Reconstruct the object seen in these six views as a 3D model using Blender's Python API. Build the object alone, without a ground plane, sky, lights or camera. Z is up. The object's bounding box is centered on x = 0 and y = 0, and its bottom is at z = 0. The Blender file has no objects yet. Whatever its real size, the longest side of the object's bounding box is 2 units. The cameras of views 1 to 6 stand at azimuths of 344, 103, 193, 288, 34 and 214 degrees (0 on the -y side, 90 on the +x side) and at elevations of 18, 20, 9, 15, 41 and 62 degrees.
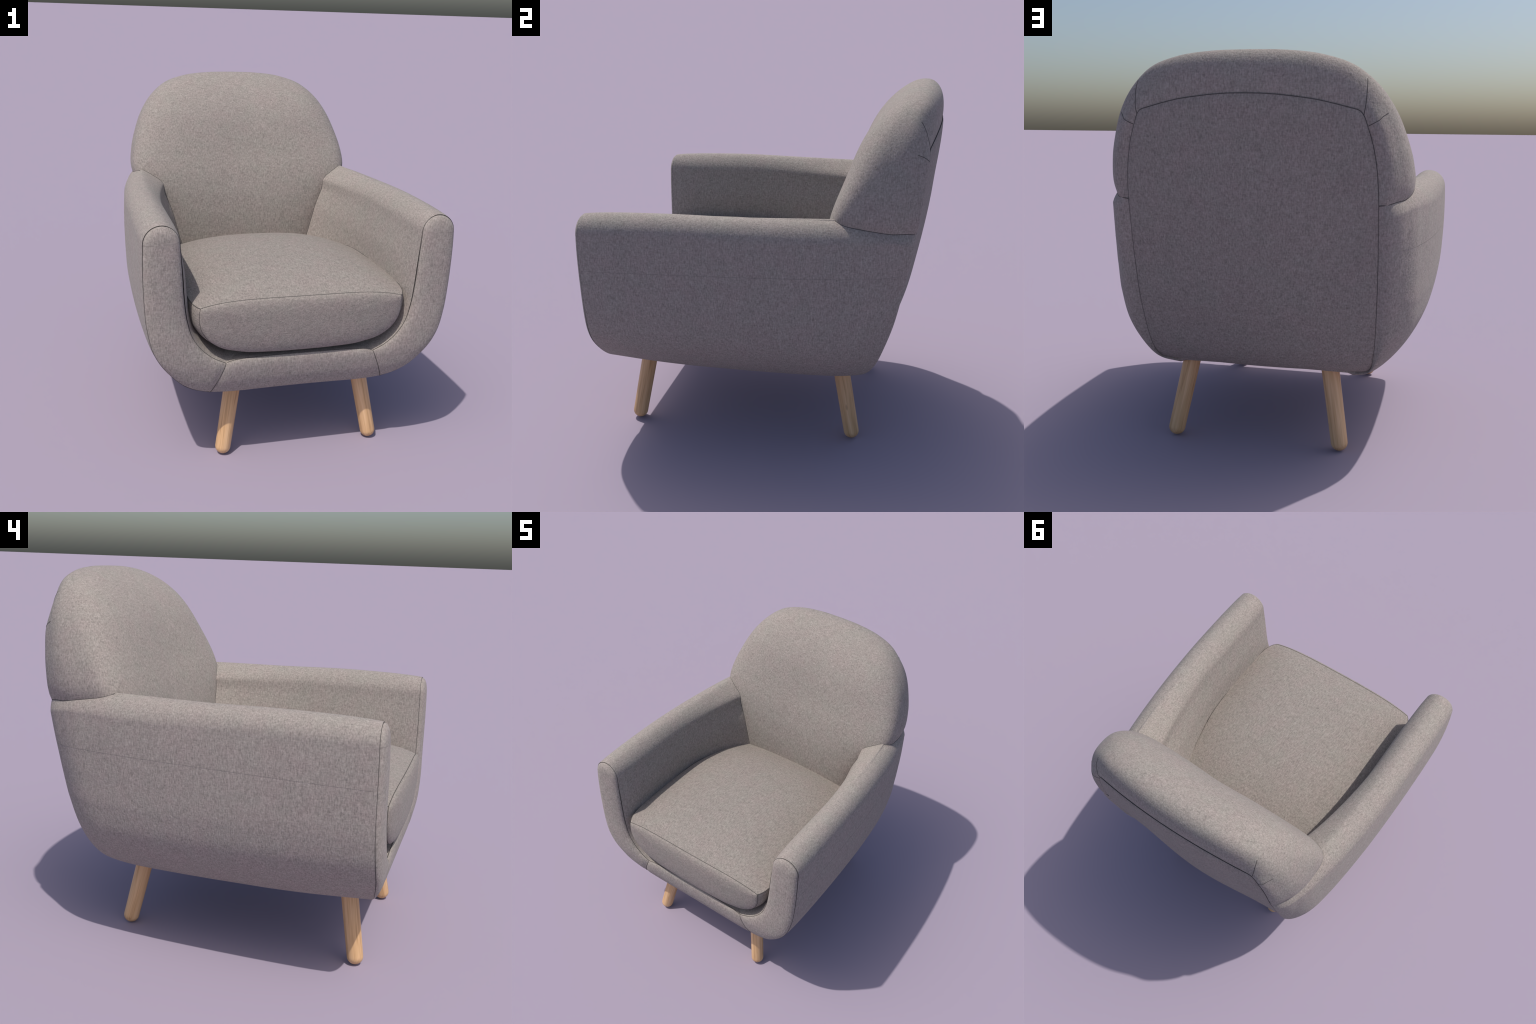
"""Upholstered tub armchair: grey-taupe woven fabric, loose seat cushion, four splayed beech legs.

Front of the chair faces -y.  The shell of each side is a loft of arm cross-sections swept from the
front seam to the rounded rear corner; the backrest is a superelliptic pillow; the front and back
panels are puffed panels sewn in along thin dark seams.
"""
import bpy, math
import numpy as np
from mathutils import Vector
from mathutils.bvhtree import BVHTree

rng = np.random.default_rng(7)

# ------------------------------------------------------------------ small maths helpers

def curve1d(xs, ys):
    """Monotone cubic (PCHIP) interpolation through control values."""
    xs = np.asarray(xs, float); ys = np.asarray(ys, float)
    h = np.diff(xs); d = np.diff(ys) / h
    m = np.zeros_like(ys)
    for i in range(1, len(xs) - 1):
        if d[i - 1] * d[i] > 0:
            w1 = 2 * h[i] + h[i - 1]; w2 = h[i] + 2 * h[i - 1]
            m[i] = (w1 + w2) / (w1 / d[i - 1] + w2 / d[i])
    m[0] = d[0]; m[-1] = d[-1]
    def f(x):
        x = np.clip(np.asarray(x, float), xs[0], xs[-1])
        i = np.clip(np.searchsorted(xs, x) - 1, 0, len(xs) - 2)
        t = (x - xs[i]) / h[i]
        return ((2*t**3 - 3*t**2 + 1) * ys[i] + (t**3 - 2*t**2 + t) * h[i] * m[i]
                + (-2*t**3 + 3*t**2) * ys[i+1] + (t**3 - t**2) * h[i] * m[i+1])
    return f

def spline(points, n):
    """Catmull-Rom (centripetal-ish, chord parameter) through control points, n even samples."""
    P = np.asarray(points, float)
    s = np.concatenate([[0], np.cumsum(np.linalg.norm(np.diff(P, axis=0), axis=1))])
    T = np.gradient(P, s, axis=0)
    q = np.linspace(0, s[-1], n * 6)
    i = np.clip(np.searchsorted(s, q) - 1, 0, len(s) - 2)
    h = (s[i+1] - s[i])[:, None]; t = ((q - s[i]) / (s[i+1] - s[i]))[:, None]
    C = ((2*t**3 - 3*t**2 + 1) * P[i] + (t**3 - 2*t**2 + t) * h * T[i]
         + (-2*t**3 + 3*t**2) * P[i+1] + (t**3 - t**2) * h * T[i+1])
    return resample(C, n)

def resample(C, n):
    C = np.asarray(C, float)
    a = np.concatenate([[0], np.cumsum(np.linalg.norm(np.diff(C, axis=0), axis=1))])
    q = np.linspace(0, a[-1], n)
    return np.stack([np.interp(q, a, C[:, k]) for k in range(C.shape[1])], 1)

def smooth01(x):
    x = np.clip(x, 0, 1)
    return x * x * (3 - 2 * x)

# ------------------------------------------------------------------ mesh helpers

def make_object(name, verts, faces, material, parent=None, smooth=True):
    me = bpy.data.meshes.new(name)
    me.from_pydata([tuple(map(float, v)) for v in verts], [], faces)
    me.validate(); me.update()
    if smooth:
        me.polygons.foreach_set("use_smooth", [True] * len(me.polygons))
    me.materials.append(material)
    ob = bpy.data.objects.new(name, me)
    bpy.context.scene.collection.objects.link(ob)
    ob.parent = parent
    return ob

def grid_faces(n, m, close_n=False, close_m=False, flip=False, base=0):
    faces = []
    for i in range(n if close_n else n - 1):
        for j in range(m if close_m else m - 1):
            a = base + i*m + j
            b = base + ((i+1) % n)*m + j
            c = base + ((i+1) % n)*m + (j+1) % m
            d = base + i*m + (j+1) % m
            faces.append((a, d, c, b) if flip else (a, b, c, d))
    return faces

def mirror(verts, faces):
    V = np.array(verts); V[:, 0] *= -1
    return V, [tuple(reversed(f)) for f in faces]

def tube(path, radius, sides=8, closed=False):
    """Verts and faces of a round thread along a 3D path."""
    P = np.asarray(path, float); n = len(P)
    T = np.gradient(P, axis=0); T /= np.linalg.norm(T, axis=1)[:, None] + 1e-12
    N = np.cross(T[0], [0.3, 0.5, 0.8]); N /= np.linalg.norm(N)
    V = []
    for i in range(n):
        N = N - T[i] * (N @ T[i]); N /= np.linalg.norm(N)
        B = np.cross(T[i], N)
        for k in range(sides):
            a = 2 * math.pi * k / sides
            V.append(P[i] + radius * (math.cos(a) * N + math.sin(a) * B))
    F = grid_faces(n, sides, closed, True)
    if not closed:
        F += [tuple(range(sides)), tuple(range((n-1)*sides, n*sides))[::-1]]
    return V, F

def seam_object(paths, radius, parent, material, name="seam", mirrored=False):
    V, F = [], []
    for p in paths:
        for s in ((1, -1) if mirrored else (1,)):
            q = np.array(p, float); q[:, 0] *= s
            v, f = tube(q, radius)
            F += [tuple(i + len(V) for i in g) for g in f]; V += list(v)
    return make_object(name, V, F, material, parent)

# ------------------------------------------------------------------ materials

def nodes_of(name):
    mat = bpy.data.materials.new(name); mat.use_nodes = True
    nt = mat.node_tree; nt.nodes.clear()
    return mat, nt, nt.nodes.new, nt.links.new

def math_node(nt, op, a, b=None, c=None):
    n = nt.nodes.new("ShaderNodeMath"); n.operation = op
    for k, v in enumerate((a, b, c)):
        if v is None: continue
        if isinstance(v, (int, float)): n.inputs[k].default_value = v
        else: nt.links.new(v, n.inputs[k])
    return n.outputs[0]

def mix_rgb(nt, fac, a, b, mode="MIX"):
    n = nt.nodes.new("ShaderNodeMix"); n.data_type = "RGBA"; n.blend_type = mode
    for sock, v in ((n.inputs[0], fac), (n.inputs[6], a), (n.inputs[7], b)):
        if isinstance(v, (int, float)): sock.default_value = v
        elif isinstance(v, tuple): sock.default_value = (*v, 1)
        else: nt.links.new(v, sock)
    return n.outputs[2]

def fabric(name, rotation=(0, 0, 0), tint=1.0):
    """Woven melange upholstery: fine slubby warp and weft, soft mottling, faint pink/green drift."""
    mat, nt, new, link = nodes_of(name)
    tc = new("ShaderNodeTexCoord")
    rot = new("ShaderNodeMapping"); rot.inputs["Rotation"].default_value = rotation
    link(tc.outputs["Object"], rot.inputs[0])
    def noise(scale, stretch=(1, 1, 1), detail=2.0, rough=0.5, off=0.0):
        mp = new("ShaderNodeMapping"); mp.inputs["Scale"].default_value = stretch
        mp.inputs["Location"].default_value = (off, off * 1.7, -off)
        link(rot.outputs[0], mp.inputs[0])
        n = new("ShaderNodeTexNoise"); n.inputs["Scale"].default_value = scale
        n.inputs["Detail"].default_value = detail; n.inputs["Roughness"].default_value = rough
        link(mp.outputs[0], n.inputs["Vector"])
        return n.outputs["Fac"]
    warp = noise(155, (1, 1, 0.28), 2.0, 0.55, 0.0)        # threads running up the panel
    weft = noise(155, (0.30, 0.30, 1), 2.0, 0.55, 3.1)     # threads running across it
    slub = noise(125, (1, 1, 0.8), 2.0, 0.5, 5.7)           # thick/thin places in the yarn
    mott = noise(22, (1, 1, 1), 2.0, 0.5, 9.3)
    hue = noise(9, (1, 1, 1), 3.0, 0.6, 1.9)
    t = math_node(nt, "MULTIPLY_ADD", warp, 1.30, math_node(nt, "MULTIPLY", weft, 0.70))
    t = math_node(nt, "MULTIPLY_ADD", slub, 0.8, t)
    t = math_node(nt, "MULTIPLY_ADD", mott, 0.18, t)
    ramp = new("ShaderNodeMapRange"); ramp.inputs["From Min"].default_value = 1.49 - 0.66
    ramp.inputs["From Max"].default_value = 1.49 + 0.66
    link(t, ramp.inputs["Value"])
    k = tint
    dark = (0.222 * k, 0.198 * k, 0.181 * k); light = (0.585 * k, 0.524 * k, 0.478 * k)
    col = mix_rgb(nt, ramp.outputs[0], dark, light)
    h = new("ShaderNodeMapRange"); h.inputs["From Min"].default_value = 0.32
    h.inputs["From Max"].default_value = 0.68
    link(hue, h.inputs["Value"])
    shift = mix_rgb(nt, h.outputs[0], (1.022, 0.985, 0.988), (0.985, 1.004, 0.985))
    col = mix_rgb(nt, 1.0, col, shift, "MULTIPLY")
    b = new("ShaderNodeBump"); b.inputs["Strength"].default_value = 0.25
    b.inputs["Distance"].default_value = 0.004
    link(t, b.inputs["Height"])
    p = new("ShaderNodeBsdfPrincipled"); p.inputs["Roughness"].default_value = 0.9
    p.inputs["Specular IOR Level"].default_value = 0.15
    p.inputs["Sheen Weight"].default_value = 0.06
    link(col, p.inputs["Base Color"]); link(b.outputs[0], p.inputs["Normal"])
    o = new("ShaderNodeOutputMaterial"); link(p.outputs[0], o.inputs[0])
    return mat

def thread(name, colour):
    mat, nt, new, link = nodes_of(name)
    tc = new("ShaderNodeTexCoord")
    n = new("ShaderNodeTexNoise"); n.inputs["Scale"].default_value = 120
    link(tc.outputs["Object"], n.inputs["Vector"])
    col = mix_rgb(nt, n.outputs["Fac"], tuple(c * 0.8 for c in colour), tuple(c * 1.2 for c in colour))
    p = new("ShaderNodeBsdfPrincipled"); p.inputs["Roughness"].default_value = 0.95
    p.inputs["Specular IOR Level"].default_value = 0.1
    link(col, p.inputs["Base Color"])
    o = new("ShaderNodeOutputMaterial"); link(p.outputs[0], o.inputs[0])
    return mat

def beech(name):
    """Pale oiled wood; grain runs along the leg's own z axis, each leg cut from another place."""
    mat, nt, new, link = nodes_of(name)
    tc = new("ShaderNodeTexCoord"); oi = new("ShaderNodeObjectInfo")
    off = new("ShaderNodeCombineXYZ")
    link(math_node(nt, "MULTIPLY", oi.outputs["Random"], 7.0), off.inputs[0])
    link(math_node(nt, "MULTIPLY", oi.outputs["Random"], 3.0), off.inputs[2])
    add = new("ShaderNodeVectorMath"); link(tc.outputs["Object"], add.inputs[0]); link(off.outputs[0], add.inputs[1])
    def noise(scale, stretch, detail):
        mp = new("ShaderNodeMapping"); mp.inputs["Scale"].default_value = stretch
        link(add.outputs[0], mp.inputs[0])
        n = new("ShaderNodeTexNoise"); n.inputs["Scale"].default_value = scale
        n.inputs["Detail"].default_value = detail; n.inputs["Distortion"].default_value = 0.4
        link(mp.outputs[0], n.inputs["Vector"]); return n.outputs["Fac"]
    broad = noise(38, (1, 1, 0.06), 3)
    fine = noise(170, (1, 1, 0.035), 2)
    g = math_node(nt, "MULTIPLY_ADD", fine, 0.55, broad)
    r = new("ShaderNodeValToRGB"); cr = r.color_ramp
    cr.elements[0].position = 0.48; cr.elements[0].color = (0.43, 0.24, 0.112, 1)
    cr.elements[1].position = 1.0; cr.elements[1].color = (0.76, 0.50, 0.285, 1)
    e = cr.elements.new(0.70); e.color = (0.63, 0.385, 0.195, 1)
    link(g, r.inputs[0])
    # a few small dark flecks and pin knots
    mp = new("ShaderNodeMapping"); mp.inputs["Scale"].default_value = (1, 1, 0.35)
    link(add.outputs[0], mp.inputs[0])
    vo = new("ShaderNodeTexVoronoi"); vo.inputs["Scale"].default_value = 9
    link(mp.outputs[0], vo.inputs["Vector"])
    kn = new("ShaderNodeMapRange"); kn.inputs["From Min"].default_value = 0.03
    kn.inputs["From Max"].default_value = 0.07; kn.inputs["To Min"].default_value = 0.40
    kn.inputs["To Max"].default_value = 0.0
    link(vo.outputs["Distance"], kn.inputs["Value"])
    col = mix_rgb(nt, kn.outputs[0], r.outputs[0], (0.25, 0.13, 0.06))
    p = new("ShaderNodeBsdfPrincipled"); p.inputs["Roughness"].default_value = 0.5
    p.inputs["Specular IOR Level"].default_value = 0.35
    link(col, p.inputs["Base Color"])
    o = new("ShaderNodeOutputMaterial"); link(p.outputs[0], o.inputs[0])
    return mat

cloth = fabric("woven_fabric", tint=0.75)
cloth_back = fabric("woven_fabric_back", tint=0.73)
cloth_panel = fabric("woven_fabric_panel", tint=0.68)  # same cloth, tint lowered to bake in some shade on the chair's back
cloth_seat = fabric("woven_fabric_seat", rotation=(math.radians(90), 0, 0), tint=0.66)  # colour darkened for the occlusion between the arms, not a different fabric
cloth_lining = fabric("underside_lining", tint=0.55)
stitch = thread("seam_shadow_thread", (0.090, 0.083, 0.079))
faint = thread("fabric_join_thread", (0.23, 0.21, 0.195))
wood = beech("beech_wood")

# ------------------------------------------------------------------ the chair

chair = bpy.data.objects.new("upholstered_armchair", None)
bpy.context.scene.collection.objects.link(chair)
chair["label"] = "grey taupe fabric tub armchair with splayed wooden legs"
chair["category"] = "armchair"

# ---- shared profile curves --------------------------------------------------------------
# Front band (arm front + front rail): centre line (x, z) and half width, from rail end to arm top.
BAND = [(0.460, 0.533, 0.0990), (0.555, 0.574, 0.1070), (0.640, 0.650, 0.1060), (0.703, 0.745, 0.1070),
        (0.735, 0.860, 0.1040), (0.750, 1.000, 0.1010), (0.756, 1.130, 0.0990), (0.759, 1.220, 0.0960),
        (0.760, 1.297, 0.0925)]
band = spline(BAND, 90)
band_m, band_r = band[:, :2], band[:, 2]
bt = np.gradient(band_m, axis=0); bt /= np.linalg.norm(bt, axis=1)[:, None]
band_n = np.stack([bt[:, 1], -bt[:, 0]], 1)                      # outward (down / outer side)

front_y = curve1d([0.42, 0.47, 0.54, 0.65, 0.90, 1.20, 1.40], [-0.868, -0.885, -0.905, -0.918, -0.908, -0.902, -0.893])
# rear edge of the side panels = edge of the back panel
edge_y = curve1d([0.41, 0.44, 0.47, 0.50, 0.55, 0.66, 0.80, 1.00, 1.315, 1.71, 2.0],
                 [0.470, 0.550, 0.595, 0.625, 0.657, 0.702, 0.750, 0.797, 0.860, 0.907, 0.945])
edge_x = curve1d([0.44, 0.50, 0.68, 0.90, 1.10, 1.30, 1.45, 1.57, 1.71],
                 [0.540, 0.567, 0.588, 0.597, 0.600, 0.600, 0.592, 0.573, 0.530])
# how far the stuffed side swells past the front seam, along y
swell_x = curve1d([-0.92, -0.88, -0.80, -0.62, -0.40, -0.20, 0.00, 0.20, 0.40, 0.60, 0.75],
                  [0.000, 0.006, 0.010, 0.0125, 0.011, 0.006, -0.003, -0.019, -0.043, -0.080, -0.110])
crown_z = curve1d([-0.92, -0.88, -0.80, -0.66, -0.45, 0.00, 0.30, 0.60],
                  [0.000, 0.006, 0.012, 0.017, 0.019, 0.009, 0.005, -0.003])
belly_z = curve1d([-0.93, -0.85, -0.70, -0.50, -0.30, 0.60], [0.000, 0.003, 0.014, 0.026, 0.031, 0.032])
belly_diag = curve1d([-0.93, -0.80, -0.55, -0.2, 0.3, 0.7], [0.0, 0.002, 0.003, 0.006, 0.018, 0.030])
inner_swell = curve1d([-0.92, -0.88, -0.80, -0.65, -0.40, 0.0, 0.3, 0.6], [0.0, 0.014, 0.033, 0.046, 0.047, 0.040, 0.020, 0.004])

# ---- arm shell --------------------------------------------------------------------------

def arm_section():
    """Closed-ish front section of one side: (x, z), 2D normal, outer weight, inner weight."""
    pts, nor, wo = [], [], []
    o0 = band_m[0] + band_r[0] * band_n[0]; i0 = band_m[0] - band_r[0] * band_n[0]
    for x in np.linspace(0.004, o0[0], 14)[:-1]:
        pts.append((x, 0.450 + (o0[1] - 0.450) * (x / o0[0])**2)); nor.append((0, -1)); wo.append(1)
    for m, r, n in zip(band_m, band_r, band_n):
        pts.append(m + r * n); nor.append(n); wo.append(1)
    for a in np.linspace(0, math.pi, 40)[1:-1]:
        n = np.array([math.cos(a), math.sin(a)])
        pts.append(band_m[-1] + band_r[-1] * n); nor.append(n)
        wo.append(1 - smooth01((a - 1.0) / (math.pi - 1.0)))
    for m, r, n in zip(band_m[::-1], band_r[::-1], band_n[::-1]):
        pts.append(m - r * n); nor.append(-n); wo.append(0)
    for x in np.linspace(i0[0], 0.22, 8)[1:]:
        pts.append((x, i0[1])); nor.append((0, 1)); wo.append(0)
    return np.array(pts), np.array(nor), np.array(wo)

def build_arm():
    S, N, WO = arm_section()
    x0, z0 = S[:, 0], S[:, 1]
    wi = np.where(WO >= 1, 0, np.maximum(0, -N[:, 0])**2.1)
    wi = np.where(WO <= 0, 0.88 + 0.12 * smooth01((1.297 - z0) / 0.2), 0.88 * wi)
    # rear end of every line of the loft: the edge of the back panel
    zt = np.where(z0 > 0.5, 0.5 + (z0 - 0.5) * (1.312 - 0.5) / (1.389 - 0.5), 0.5 + (z0 - 0.5) * 1.05)
    zt = np.minimum(zt, 1.312)
    ex = np.minimum(edge_x(zt), x0 * 0.965)
    # over the arm top the end ring keeps running inwards
    cap = (z0 > 1.297)
    ex = np.where(cap, 0.60 - 0.10 * (1 - WO), ex)
    ey = edge_y(zt)
    ex = WO * ex + (1 - WO) * (x0 - 0.16); ey = WO * ey + (1 - WO) * 0.70
    ez = WO * zt + (1 - WO) * np.minimum(z0, 1.30)
    ry = 0.21 + 0.15 * np.clip(N[:, 1], 0, 1) * (WO > 0) + 0.05 * np.clip(-N[:, 1], 0, 1)
    yf = front_y(z0)
    rows = []
    flat = np.concatenate([0.16 * np.linspace(0, 1, 14)[:-1]**1.6, np.linspace(0.16, 1, 40)])
    def body(y):
        w = smooth01(WO * 1.15)
        low = 0.22 + 0.78 * smooth01((1.38 - z0) / 0.34)
        inn = inner_swell(y) * low * (1 - w)
        # sideways taper grips the outer side, upward crown the arm top and the belly
        x = x0 + np.where(N[:, 0] > 0, N[:, 0], N[:, 0] * 0.0) * swell_x(y) * w + N[:, 0] * inn
        z = z0 + N[:, 1] * (np.where(N[:, 1] > 0, crown_z(y), belly_z(y)) * w + inn)
        diag = belly_diag(y) * np.clip(-2 * N[:, 0] * N[:, 1], 0, 1) * w
        x = x + N[:, 0] * diag; z = z + N[:, 1] * diag
        # the roll of the arm grows rounder towards the back
        x = x - 0.022 * smooth01((y + 0.35) / 0.8) * np.clip(N[:, 1], 0, 1) * w * smooth01((N[:, 0] + 0.6) / 0.9)
        x = x + np.minimum(0, swell_x(y)) * w * (1 - np.abs(N[:, 0])) * np.clip((x0 - 0.3) / 0.3, 0, 1) * 0.8
        # the arm thickens towards the backrest
        g = np.clip((y + 0.35) / 0.77, 0, 1.25)**2
        x = x - wi * g * (0.13 + np.clip(1.25 - z0, 0, 0.5) * 0.23)
        return x, z
    y_join = ey - ry
    for t in flat:
        y = yf + (y_join - yf) * t
        x, z = body(y)
        rows.append(np.stack([x, y, z], 1))
    xj, zj = body(y_join)
    p = 2.5 + 0.5 * np.clip(-N[:, 1], 0, 1)
    for th in np.linspace(0, math.pi / 2, 36)[1:]:
        s, c = math.sin(th)**(2 / p), max(0.0, math.cos(th))**(2 / p)
        # the stuffed corner rolls slightly past the seam before it dips into it
        roll = 0.020 * math.sin(math.pi * min(1, (th / (math.pi / 2))**3.0)) * np.clip(N[:, 0], 0, 1) * WO
        y = y_join + ry * s + roll
        x, z = body(np.minimum(y, 0.75))
        rows.append(np.stack([x + (ex - x) * (1 - c), y, z + (ez - z) * (1 - c)], 1))
    G = np.array(rows)
    n, m = G.shape[:2]
    V = G.reshape(-1, 3); F = grid_faces(n, m, flip=True)
    return V, F, G

arm_V, arm_F, arm_G = build_arm()
arm_r = make_object("arm", arm_V, arm_F, cloth, chair)
lv, lf = mirror(arm_V, arm_F)
arm_l = make_object("arm", lv, lf, cloth, chair)

# ---- front band: arm fronts and front rail ------------------------------------------------
FRONT_PUFF = 0.030

def band_surface(mid, nrm, rad, rho_signed, dip):
    """Rows across the band from -1 (outer) to 1 (inner), puffed towards -y."""
    rows = []
    for q in rho_signed:
        p2 = mid - nrm * (rad * q)[:, None]
        h = FRONT_PUFF * (1 - abs(q)**2.6)**(1 / 2.2) * dip * (0.72 + 0.28 * smooth01((p2[:, 1] - 0.55) / 0.3))
        rows.append(np.stack([p2[:, 0], front_y(p2[:, 1]) - h, p2[:, 1]], 1))
    return np.array(rows)

Q = np.sin(np.linspace(-math.pi / 2, math.pi / 2, 33))
arc = np.concatenate([[0], np.cumsum(np.linalg.norm(np.diff(band_m, axis=0), axis=1))])
dip = 1 - 0.30 * np.exp(-(arc / 0.022)**2)

def build_arm_front():
    G = band_surface(band_m, band_n, band_r, Q, dip)              # (33, 90, 3)
    V = list(G.reshape(-1, 3)); F = grid_faces(*G.shape[:2], flip=True)
    # half-round top of the arm
    half = 16; A = np.linspace(0, math.pi, 33); base = len(V)
    R = np.abs(Q[:half + 1])[::1]
    for q in R:                                                   # from rim (1) to centre (0)
        for a in A:
            x = band_m[-1, 0] + band_r[-1] * q * math.cos(a)
            z = band_m[-1, 1] + band_r[-1] * q * math.sin(a)
            h = FRONT_PUFF * max(0, 1 - q**2.6)**(1 / 2.2)
            V.append((x, float(front_y(z)) - h, z))
    F += grid_faces(half + 1, 33, base=base, flip=False)
    rim = [V[j] for j in range(90)]                               # outer edge
    return V, F, G

af_V, af_F, af_G = build_arm_front()

def weld(ob, dist=1e-4):
    import bmesh
    bm = bmesh.new(); bm.from_mesh(ob.data)
    bmesh.ops.remove_doubles(bm, verts=bm.verts, dist=dist)
    bmesh.ops.dissolve_degenerate(bm, dist=1e-6, edges=bm.edges)
    bmesh.ops.recalc_face_normals(bm, faces=bm.faces)
    bm.to_mesh(ob.data); bm.free()

for V, F in ((af_V, af_F), mirror(af_V, af_F)):
    weld(make_object("arm_front_panel", V, F, cloth, chair))

rail_x = np.linspace(-0.46, 0.46, 81)
rail_mid = np.stack([rail_x, 0.533 + 0.010 * (1 - (rail_x / 0.46)**2)], 1)
rail_n = np.zeros_like(rail_mid); rail_n[:, 1] = -1
w_end = np.clip((np.abs(rail_x) - 0.30) / 0.16, 0, 1)**2
rail_n[:, 0] = np.sign(rail_x) * band_n[0, 0] * w_end
rail_n[:, 1] = -1 + (1 + band_n[0, 1]) * w_end
rail_r = 0.099 + 0.008 * (1 - np.abs(rail_x / 0.46)**8)
rail_dip = 1 - 0.30 * np.exp(-((0.46 - np.abs(rail_x)) / 0.022)**2)
rail_G = band_surface(rail_mid, rail_n, rail_r, Q, rail_dip)
V = list(rail_G.reshape(-1, 3)); F = grid_faces(33, 81)
# top of the rail runs back under the cushion, underside runs back to the base
top_edge = rail_G[-1]; low_edge = rail_G[0]
for edge, dz, flip in ((top_edge, 0.004, False), (low_edge, -0.004, True)):
    base = len(V)
    for k, t in enumerate(np.linspace(0, 1, 10)):
        for p in edge:
            V.append((p[0] * (1 - 0.02 * t), p[1] + 0.45 * t, p[2] + dz * math.sin(min(1, t * 4) * math.pi / 2)))
    F += grid_faces(10, 81, base=base, flip=flip)
rail = make_object("front_rail", V, F, cloth, chair)
weld(rail)

# ---- base under the seat -----------------------------------------------------------------
bx, by0, by1, bz0, bz1 = 0.46, -0.86, 0.46, 0.470, 0.630
base_profile = [(by0, bz0), (by1, bz0), (by1 + 0.06, bz0 + 0.05), (by1 + 0.08, bz1), (by0 + 0.03, bz1)]
V = [(s * bx, y, z) for s in (-1, 1) for y, z in base_profile]; k = len(base_profile)
F = [tuple(range(k)), tuple(range(k, 2*k))[::-1]] + [(i, k + i, k + (i+1) % k, (i+1) % k) for i in range(k)]
base = make_object("seat_base", V, F, cloth_lining, chair, smooth=False)
weld(base)

# ---- backrest ---------------------------------------------------------------------------
HALF = [(0.0, 0.60), (0.25, 0.605), (0.42, 0.66), (0.50, 0.80), (0.545, 1.00), (0.612, 1.18), (0.704, 1.29),
        (0.741, 1.38), (0.735, 1.50), (0.707, 1.61), (0.655, 1.74), (0.578, 1.85), (0.480, 1.928),
        (0.345, 1.974), (0.17, 1.996), (0.0, 2.000)]
half = spline(HALF, 130)
outline = np.concatenate([half, half[-2:0:-1] * [-1, 1]])
CEN = np.array([0.0, 1.42])
rim_y = curve1d([0.6, 1.20, 1.40, 1.55, 1.72, 1.86, 1.95, 2.0], [0.57, 0.585, 0.605, 0.665, 0.735, 0.80, 0.845, 0.862])
face_y = curve1d([0.60, 1.04, 1.20, 1.36, 1.52, 1.70, 1.80, 1.90, 2.00],
                 [0.345, 0.354, 0.370, 0.406, 0.464, 0.532, 0.577, 0.632, 0.70])
p_front = curve1d([0.6, 1.45, 1.70, 1.85, 1.95, 2.0], [9.0, 8.6, 6.6, 6.4, 5.6, 5.0])

bulge = curve1d([0.41, 0.48, 0.55, 0.75, 1.0, 1.3, 1.5, 1.71, 2.0], [0.016, 0.030, 0.038, 0.044, 0.047, 0.045, 0.042, 0.045, 0.045])
peak = curve1d([0.4, 1.0, 1.3, 1.7, 2.0], [2.1, 2.4, 2.0, 1.0, 1.0])

def back_face(x, z):
    return edge_y(z) + bulge(z) * np.maximum(0, 1 - np.clip(np.abs(x) / edge_x(z), 0, 1)**2)**peak(z) - 0.002

panel_top = curve1d([0.0, 0.10, 0.27/0.53, 0.47/0.53, 0.51/0.53, 1.0], [1.8030, 1.8025, 1.784, 1.742, 1.730, 1.706])

def inside_panel(x, z):
    w = float(edge_x(min(max(z, 0.44), 1.706)))
    return abs(x) < w and (z < 1.706 or z < float(panel_top(min(1, abs(x) / w))))

def panel_reach():
    """Relative radius, along each ray of the outline, at which the back panel's seam lies."""
    out = []
    for q in outline:
        lo, hi = 0.0, 1.0
        for _ in range(24):
            mid = (lo + hi) / 2; p = CEN + mid * (q - CEN)
            if inside_panel(*p): lo = mid
            else: hi = mid
        out.append(min(lo, 0.93))
    k = np.array(out)
    for _ in range(8): k = 0.25 * np.roll(k, 1) + 0.5 * k + 0.25 * np.roll(k, -1)
    return k

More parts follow.
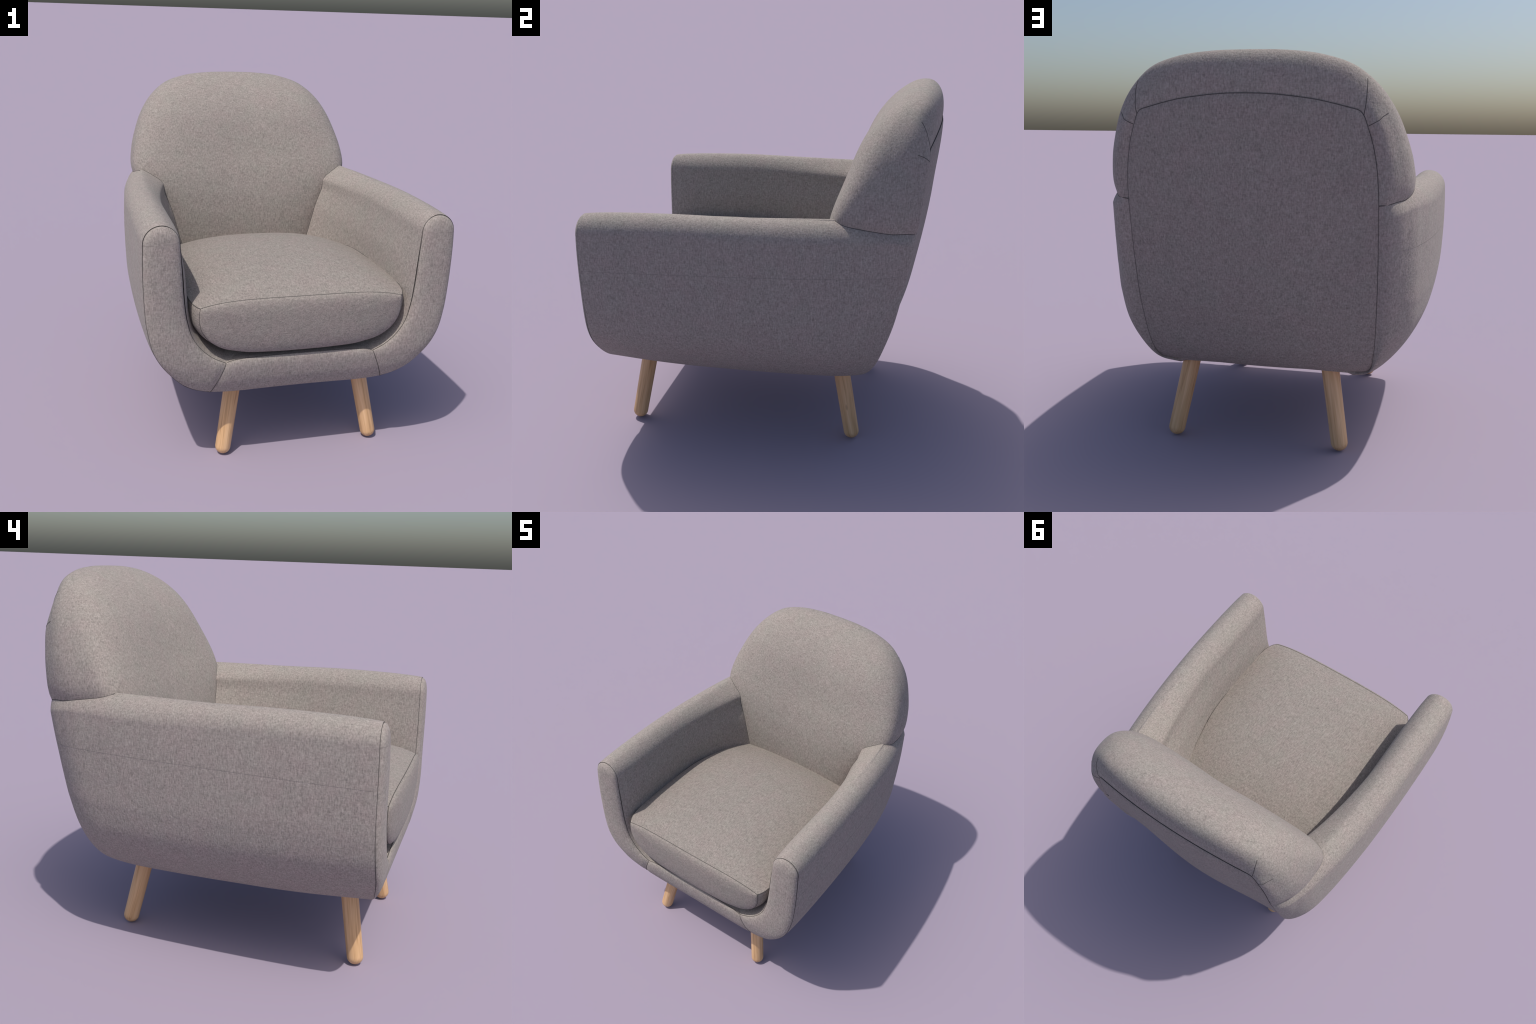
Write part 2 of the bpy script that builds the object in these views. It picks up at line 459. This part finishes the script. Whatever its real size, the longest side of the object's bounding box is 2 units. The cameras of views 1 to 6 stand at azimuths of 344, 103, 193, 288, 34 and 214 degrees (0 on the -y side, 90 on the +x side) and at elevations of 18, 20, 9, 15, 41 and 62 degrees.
def build_backrest():
    reach = panel_reach()
    fr = np.concatenate([np.linspace(0, 0.6, 14)[1:], 1 - 0.4 * (1 - np.sin(np.linspace(0, math.pi/2, 40)[1:]))])
    rows = []
    def ring(rho, front):
        p2 = CEN + rho * (outline - CEN)
        x, z = p2[:, 0], p2[:, 1]
        ry = rim_y(outline[:, 1])
        if front:
            p = p_front(outline[:, 1]); f = np.maximum(0, 1 - rho**p)**(2.3 / p)
            dent = 0.015 * np.exp(-(x / 0.22)**2 - ((z - 1.48) / 0.34)**2)
            y = ry - (ry - face_y(z) - dent) * f
        else:
            q = np.clip((rho - reach + 0.01) / (1 - reach + 0.01), 0, 1)
            f = np.maximum(0, 1 - q**2.3)**(1 / 2.3)
            side = smooth01((np.abs(x) - 0.40) / 0.2) * smooth01((1.80 - z) / 0.15) * smooth01((z - 1.24) / 0.12)
            y = ry + (back_face(x, z) - ry) * f + 0.020 * np.sin(math.pi * np.clip(q / 0.75, 0, 1))**1.5 * side
        return np.stack([x, y, z], 1)
    for r in fr: rows.append(ring(r, True))
    for r in fr[::-1][1:]: rows.append(ring(r, False))
    G = np.array(rows); n, m = G.shape[:2]
    V = list(G.reshape(-1, 3)); F = grid_faces(n, m, close_m=True)
    V.append((0, float(face_y(CEN[1])) + 0.015 * math.exp(-((CEN[1] - 1.48) / 0.34)**2), CEN[1])); F += [(n*m, j, (j+1) % m) for j in range(m)]
    V.append((0, float(back_face(0, CEN[1])), CEN[1])); F += [(n*m+1, (n-1)*m + (j+1) % m, (n-1)*m + j) for j in range(m)]
    return V, F

bk_V, bk_F = build_backrest()
backrest = make_object("backrest", bk_V, bk_F, cloth_back, chair)
weld(backrest, 1e-6)

# ---- back panel -------------------------------------------------------------------------
PROFILE = [(0.34, 0.440), (0.45, 0.434), (0.52, 0.436), (0.575, 0.454), (0.625, 0.500), (0.657, 0.552), (0.702, 0.662), (0.750, 0.800),
           (0.797, 1.000), (0.860, 1.315), (0.886, 1.510), (0.907, 1.706)]
prof = spline(PROFILE, 110)
u = np.sin(np.linspace(-1, 1, 81) * math.pi / 2 * 0.985) / math.sin(math.pi / 2 * 0.985)
v = np.linspace(0, 1, 110)
rows = []
for (py, pz), vv in zip(prof, v):
    lift = (panel_top(np.abs(u)) - 1.706) * smooth01((vv - 0.35) / 0.65)**1.3
    z = pz + lift
    x = u * float(edge_x(pz))
    centre = bulge(z) * (1 - u**2)**peak(z)
    puff = 0.009 * (1 - np.abs(u)**18)**0.5 * (1 - vv**40)**0.5 * smooth01(vv / 0.12)
    y = py + lift * 0.13 + centre + puff
    zz = z - 0.012 * (1 - u**2) * (1 - smooth01(vv / 0.25))
    rows.append(np.stack([x, y, zz], 1))
panel_G = np.array(rows)
panel = make_object("back_panel", panel_G.reshape(-1, 3), grid_faces(*panel_G.shape[:2], flip=True), cloth_panel, chair)

# ---- seat cushion -----------------------------------------------------------------------
cw = curve1d([-0.925, -0.90, -0.86, -0.80, -0.67, -0.41, -0.18, 0.04, 0.25, 0.40], [0.560, 0.580, 0.596, 0.606, 0.610, 0.603, 0.588, 0.550, 0.500, 0.445])
crown = curve1d([-0.93, -0.80, -0.60, -0.35, -0.10, 0.08, 0.20, 0.40], [0.982, 1.036, 1.074, 1.086, 1.070, 1.038, 1.002, 0.920])
seam_z = curve1d([-0.93, -0.8, -0.55, -0.2, 0.1, 0.4], [0.946, 0.962, 0.978, 0.980, 0.956, 0.89])
crown_p = curve1d([-0.93, -0.75, -0.4, 0.4], [4.5, 3.4, 2.8, 2.6])
LOWER = spline([(1.0, 0.0), (1.010, -0.050), (0.996, -0.108), (0.940, -0.168), (0.845, -0.214), (0.62, -0.255), (0.30, -0.269), (0.0, -0.271)], 40)

def cushion_section(y):
    w, zs, zc, p = float(cw(y)), float(seam_z(y)), float(crown(y)), float(crown_p(y))
    uu = np.sin(np.linspace(-math.pi/2, math.pi/2, 61))
    top = np.stack([uu * w, zs + (zc - zs) * (1 - np.abs(uu)**p)], 1)          # left to right
    low = np.stack([LOWER[1:, 0] * w, zs + LOWER[1:, 1]], 1)                    # right side to centre
    low2 = low[-2::-1] * [-1, 1]
    return np.concatenate([top, low, low2]), uu

def build_cushion():
    rows = []
    for y in np.concatenate([np.linspace(-0.92, -0.80, 10)[:-1], np.linspace(-0.80, 0.40, 50)]):
        s, uu = cushion_section(y)
        arcf = 0.012 * (1 - (s[:, 0] / 0.58)**2) * max(0, (-0.6 - y) / 0.32)
        tuck = 0.004 * (1 - smooth01((s[:, 1] - 0.68) / 0.17)) * max(0, (-0.6 - y) / 0.32)
        rows.append(np.stack([s[:, 0], y - arcf + tuck, s[:, 1]], 1))
    G = np.array(rows); n, m = G.shape[:2]
    V = list(G.reshape(-1, 3)); F = grid_faces(n, m, close_m=True, flip=False)
    c = np.array([0, 0.84])
    f = G[0]; prev = 0; base = None
    rings = np.sin(np.linspace(math.pi/2, 0, 22))[1:-1]
    for r in rings:
        b = len(V)
        for q in f:
            xz = c + r * (q[[0, 2]] - c)
            tuck = 0.004 * (1 - smooth01((np.array([q[2], xz[1]]) - 0.68) / 0.17))
            V.append((xz[0], (q[1] - tuck[0]) * r**2 + (1 - r**2) * -0.926 + tuck[1] - 0.040 * (1 - r**2.6)**(1/2.2), xz[1]))
        src = 0 if base is None else base
        for j in range(m):
            F.append((src + j, src + (j+1) % m, b + (j+1) % m, b + j))
        base = b
    V.append((0, -0.9662, c[1])); F += [(base + j, base + (j+1) % m, len(V)-1) for j in range(m)]
    V.append((0, 0.42, 0.82)); k = (n-1)*m
    F += [(k + (j+1) % m, k + j, len(V)-1) for j in range(m)]
    return V, F, G

cu_V, cu_F, cu_G = build_cushion()
cushion = make_object("seat_cushion", cu_V, cu_F, cloth_seat, chair)
weld(cushion)

# ---- seams ------------------------------------------------------------------------------
SEAM_R = 0.0021

def tri_mesh(ob):
    me = ob.data; me.calc_loop_triangles()
    return [v.co.copy() for v in me.vertices], [tuple(t.vertices) for t in me.loop_triangles]

def crossing_path(a, b, keep, start):
    """Ordered polyline where two meshes meet (kept where keep(p) holds), beginning near start."""
    va, fa = tri_mesh(a); vb, fb = tri_mesh(b)
    ta, tb = BVHTree.FromPolygons(va, fa), BVHTree.FromPolygons(vb, fb)
    from mathutils.geometry import intersect_ray_tri
    pts = []
    def edge_hits(V, f, W, g):
        for i in range(3):
            p, q = V[f[i]], V[f[(i+1) % 3]]
            d = q - p; L = d.length
            if L < 1e-9: continue
            h = intersect_ray_tri(W[g[0]], W[g[1]], W[g[2]], d / L, p, True)
            if h is not None and (h - p).dot(d) >= 0 and (h - p).length <= L: pts.append(h)
    for i, j in ta.overlap(tb):
        edge_hits(va, fa[i], vb, fb[j]); edge_hits(vb, fb[j], va, fa[i])
    P = np.array([p for p in pts if keep(p)])
    path = [P[np.argmin(np.linalg.norm(P - start, axis=1))]]; left = np.ones(len(P), bool)
    while True:
        d = np.linalg.norm(P - path[-1], axis=1); left &= d > 0.004
        d[~left] = 9
        k = int(np.argmin(d))
        if d[k] > 0.06: break
        path.append(P[k]); left[k] = False
    C = np.array(path)
    for _ in range(6): C[1:-1] = 0.25 * C[:-2] + 0.5 * C[1:-1] + 0.25 * C[2:]
    return resample(C, max(20, len(C) // 1))

joint = crossing_path(arm_r, backrest, lambda p: p.z > 0.85, np.array([0.5, 0.38, 0.86]))
cut = next((k for k in range(60, len(joint)) if joint[k][1] > 0.8 and joint[k][2] < 1.318), len(joint))
joint = joint[4:cut]
tail = spline([joint[-1], 0.5 * (joint[-1] + np.array([0.602, 0.862, 1.312])) + np.array([0, 0.006, 0]), (0.602, 0.862, 1.312)], 12)
joint = np.concatenate([joint, tail[1:]])
seam_object([joint], SEAM_R, chair, stitch, mirrored=True)

# arm front seams: outer edge, over the top, inner edge
o = np.stack([*(band_m + band_n * band_r[:, None]).T], 1)
capc = np.array([band_m[-1] + band_r[-1] * np.array([math.cos(a), math.sin(a)]) for a in np.linspace(0, math.pi, 40)])
i_ = (band_m - band_n * band_r[:, None])[::-1]
loop2 = np.concatenate([o[14:], capc[1:-1], i_])
loop3 = np.stack([loop2[:, 0], front_y(loop2[:, 1]) - 0.0002, loop2[:, 1]], 1)
end = af_G[:, 0, :]
seam_object([resample(loop3, 260), resample(end, 40)], SEAM_R, chair, stitch, mirrored=True)
seam_object([top_edge[1:-1]], SEAM_R, rail, stitch)
# inner corner where the arm meets the top of the rail
ic = np.array([top_edge[-1] + np.array([0, t, 0.001]) for t in np.linspace(0, 0.3, 20)])
seam_object([ic], SEAM_R * 0.8, rail, stitch, mirrored=True)

# back panel seam: up one side, across the top, down the other
left = panel_G[8:, 0]; top = panel_G[-1]; right = panel_G[8:, -1][::-1]
seam_object([resample(np.concatenate([left, top[1:-1], right]), 320)], SEAM_R * 0.9, panel, stitch)

# darts at the upper corners of the backrest
bv, bf = tri_mesh(backrest)
back_tree = BVHTree.FromPolygons(bv, bf)
def on_back(path):
    out = []
    for p in path:
        hit = back_tree.find_nearest(Vector(p))[0]
        out.append(np.array(hit))
    return np.array(out)
dart_up = on_back(spline([(0.528, 0.910, 1.706), (0.536, 0.905, 1.76), (0.541, 0.895, 1.82), (0.540, 0.868, 1.873)], 40))
dart_side = on_back(spline([(0.549, 0.905, 1.664), (0.580, 0.898, 1.680), (0.606, 0.882, 1.704), (0.632, 0.858, 1.722)], 40))
seam_object([dart_up, dart_side], SEAM_R * 0.75, backrest, stitch, mirrored=True)

# cushion seams: around the front panel, and along the top of each side
front_loop = cu_G[0]
nt_ = 61
lower_r = front_loop[60:60 + 34]
lower_l = np.concatenate([front_loop[0:1], front_loop[:-34:-1]])
seam_object([front_loop[:61], lower_r, lower_l, cu_G[:40, 0], cu_G[:40, 60]], SEAM_R * 0.9, cushion, stitch)

# faint horizontal join half way up each outer side
arm_tree = BVHTree.FromPolygons(*tri_mesh(arm_r))
jp = []
for y in np.linspace(-0.895, 0.80, 120):
    z = 1.10 + 0.012 * math.sin((y + 0.9) * 1.6)
    h = arm_tree.ray_cast(Vector((1.5, y, z)), Vector((-1, 0, 0)))[0]
    if h: jp.append(np.array(h))
seam_object([np.array(jp)], 0.0007, chair, faint, name="fabric_join", mirrored=True)

# ---- legs -------------------------------------------------------------------------------
def leg_mesh():
    prof = [(0.044 * math.sin(a), -0.043 * math.cos(a)) for a in np.linspace(0, math.pi/2, 12)]
    prof += [(0.044 + 0.0035 * t, 0.47 * t) for t in np.linspace(0, 1, 12)[1:]]
    k = 40; V = []
    for r, z in prof[1:]:
        V += [(r * math.cos(2*math.pi*j/k), r * math.sin(2*math.pi*j/k), z) for j in range(k)]
    n = len(prof) - 1
    F = [tuple(reversed(f)) for f in grid_faces(n, k, close_m=True)]
    V.append((0, 0, prof[0][1])); F += [(j, n*k, (j+1) % k) for j in range(k)]
    F.append(tuple(range((n-1)*k, n*k)))
    return V, F

V, F = leg_mesh()
leg0 = None
for sx, sy, fx, fy in ((-1, -1, -0.400, -0.790), (1, -1, 0.489, -0.790), (1, 1, 0.491, 0.528), (-1, 1, -0.401, 0.528)):
    if leg0 is None:
        leg0 = leg = make_object("leg", V, F, wood, chair); weld(leg, 1e-6)
    else:
        leg = leg0.copy(); leg.parent = chair; bpy.context.scene.collection.objects.link(leg)
    axis = Vector((-sx * 0.178, -sy * 0.19, 1)).normalized()
    leg.location = (fx, fy, 0.0435)
    leg.rotation_mode = "QUATERNION"
    leg.rotation_quaternion = Vector((0, 0, 1)).rotation_difference(axis)
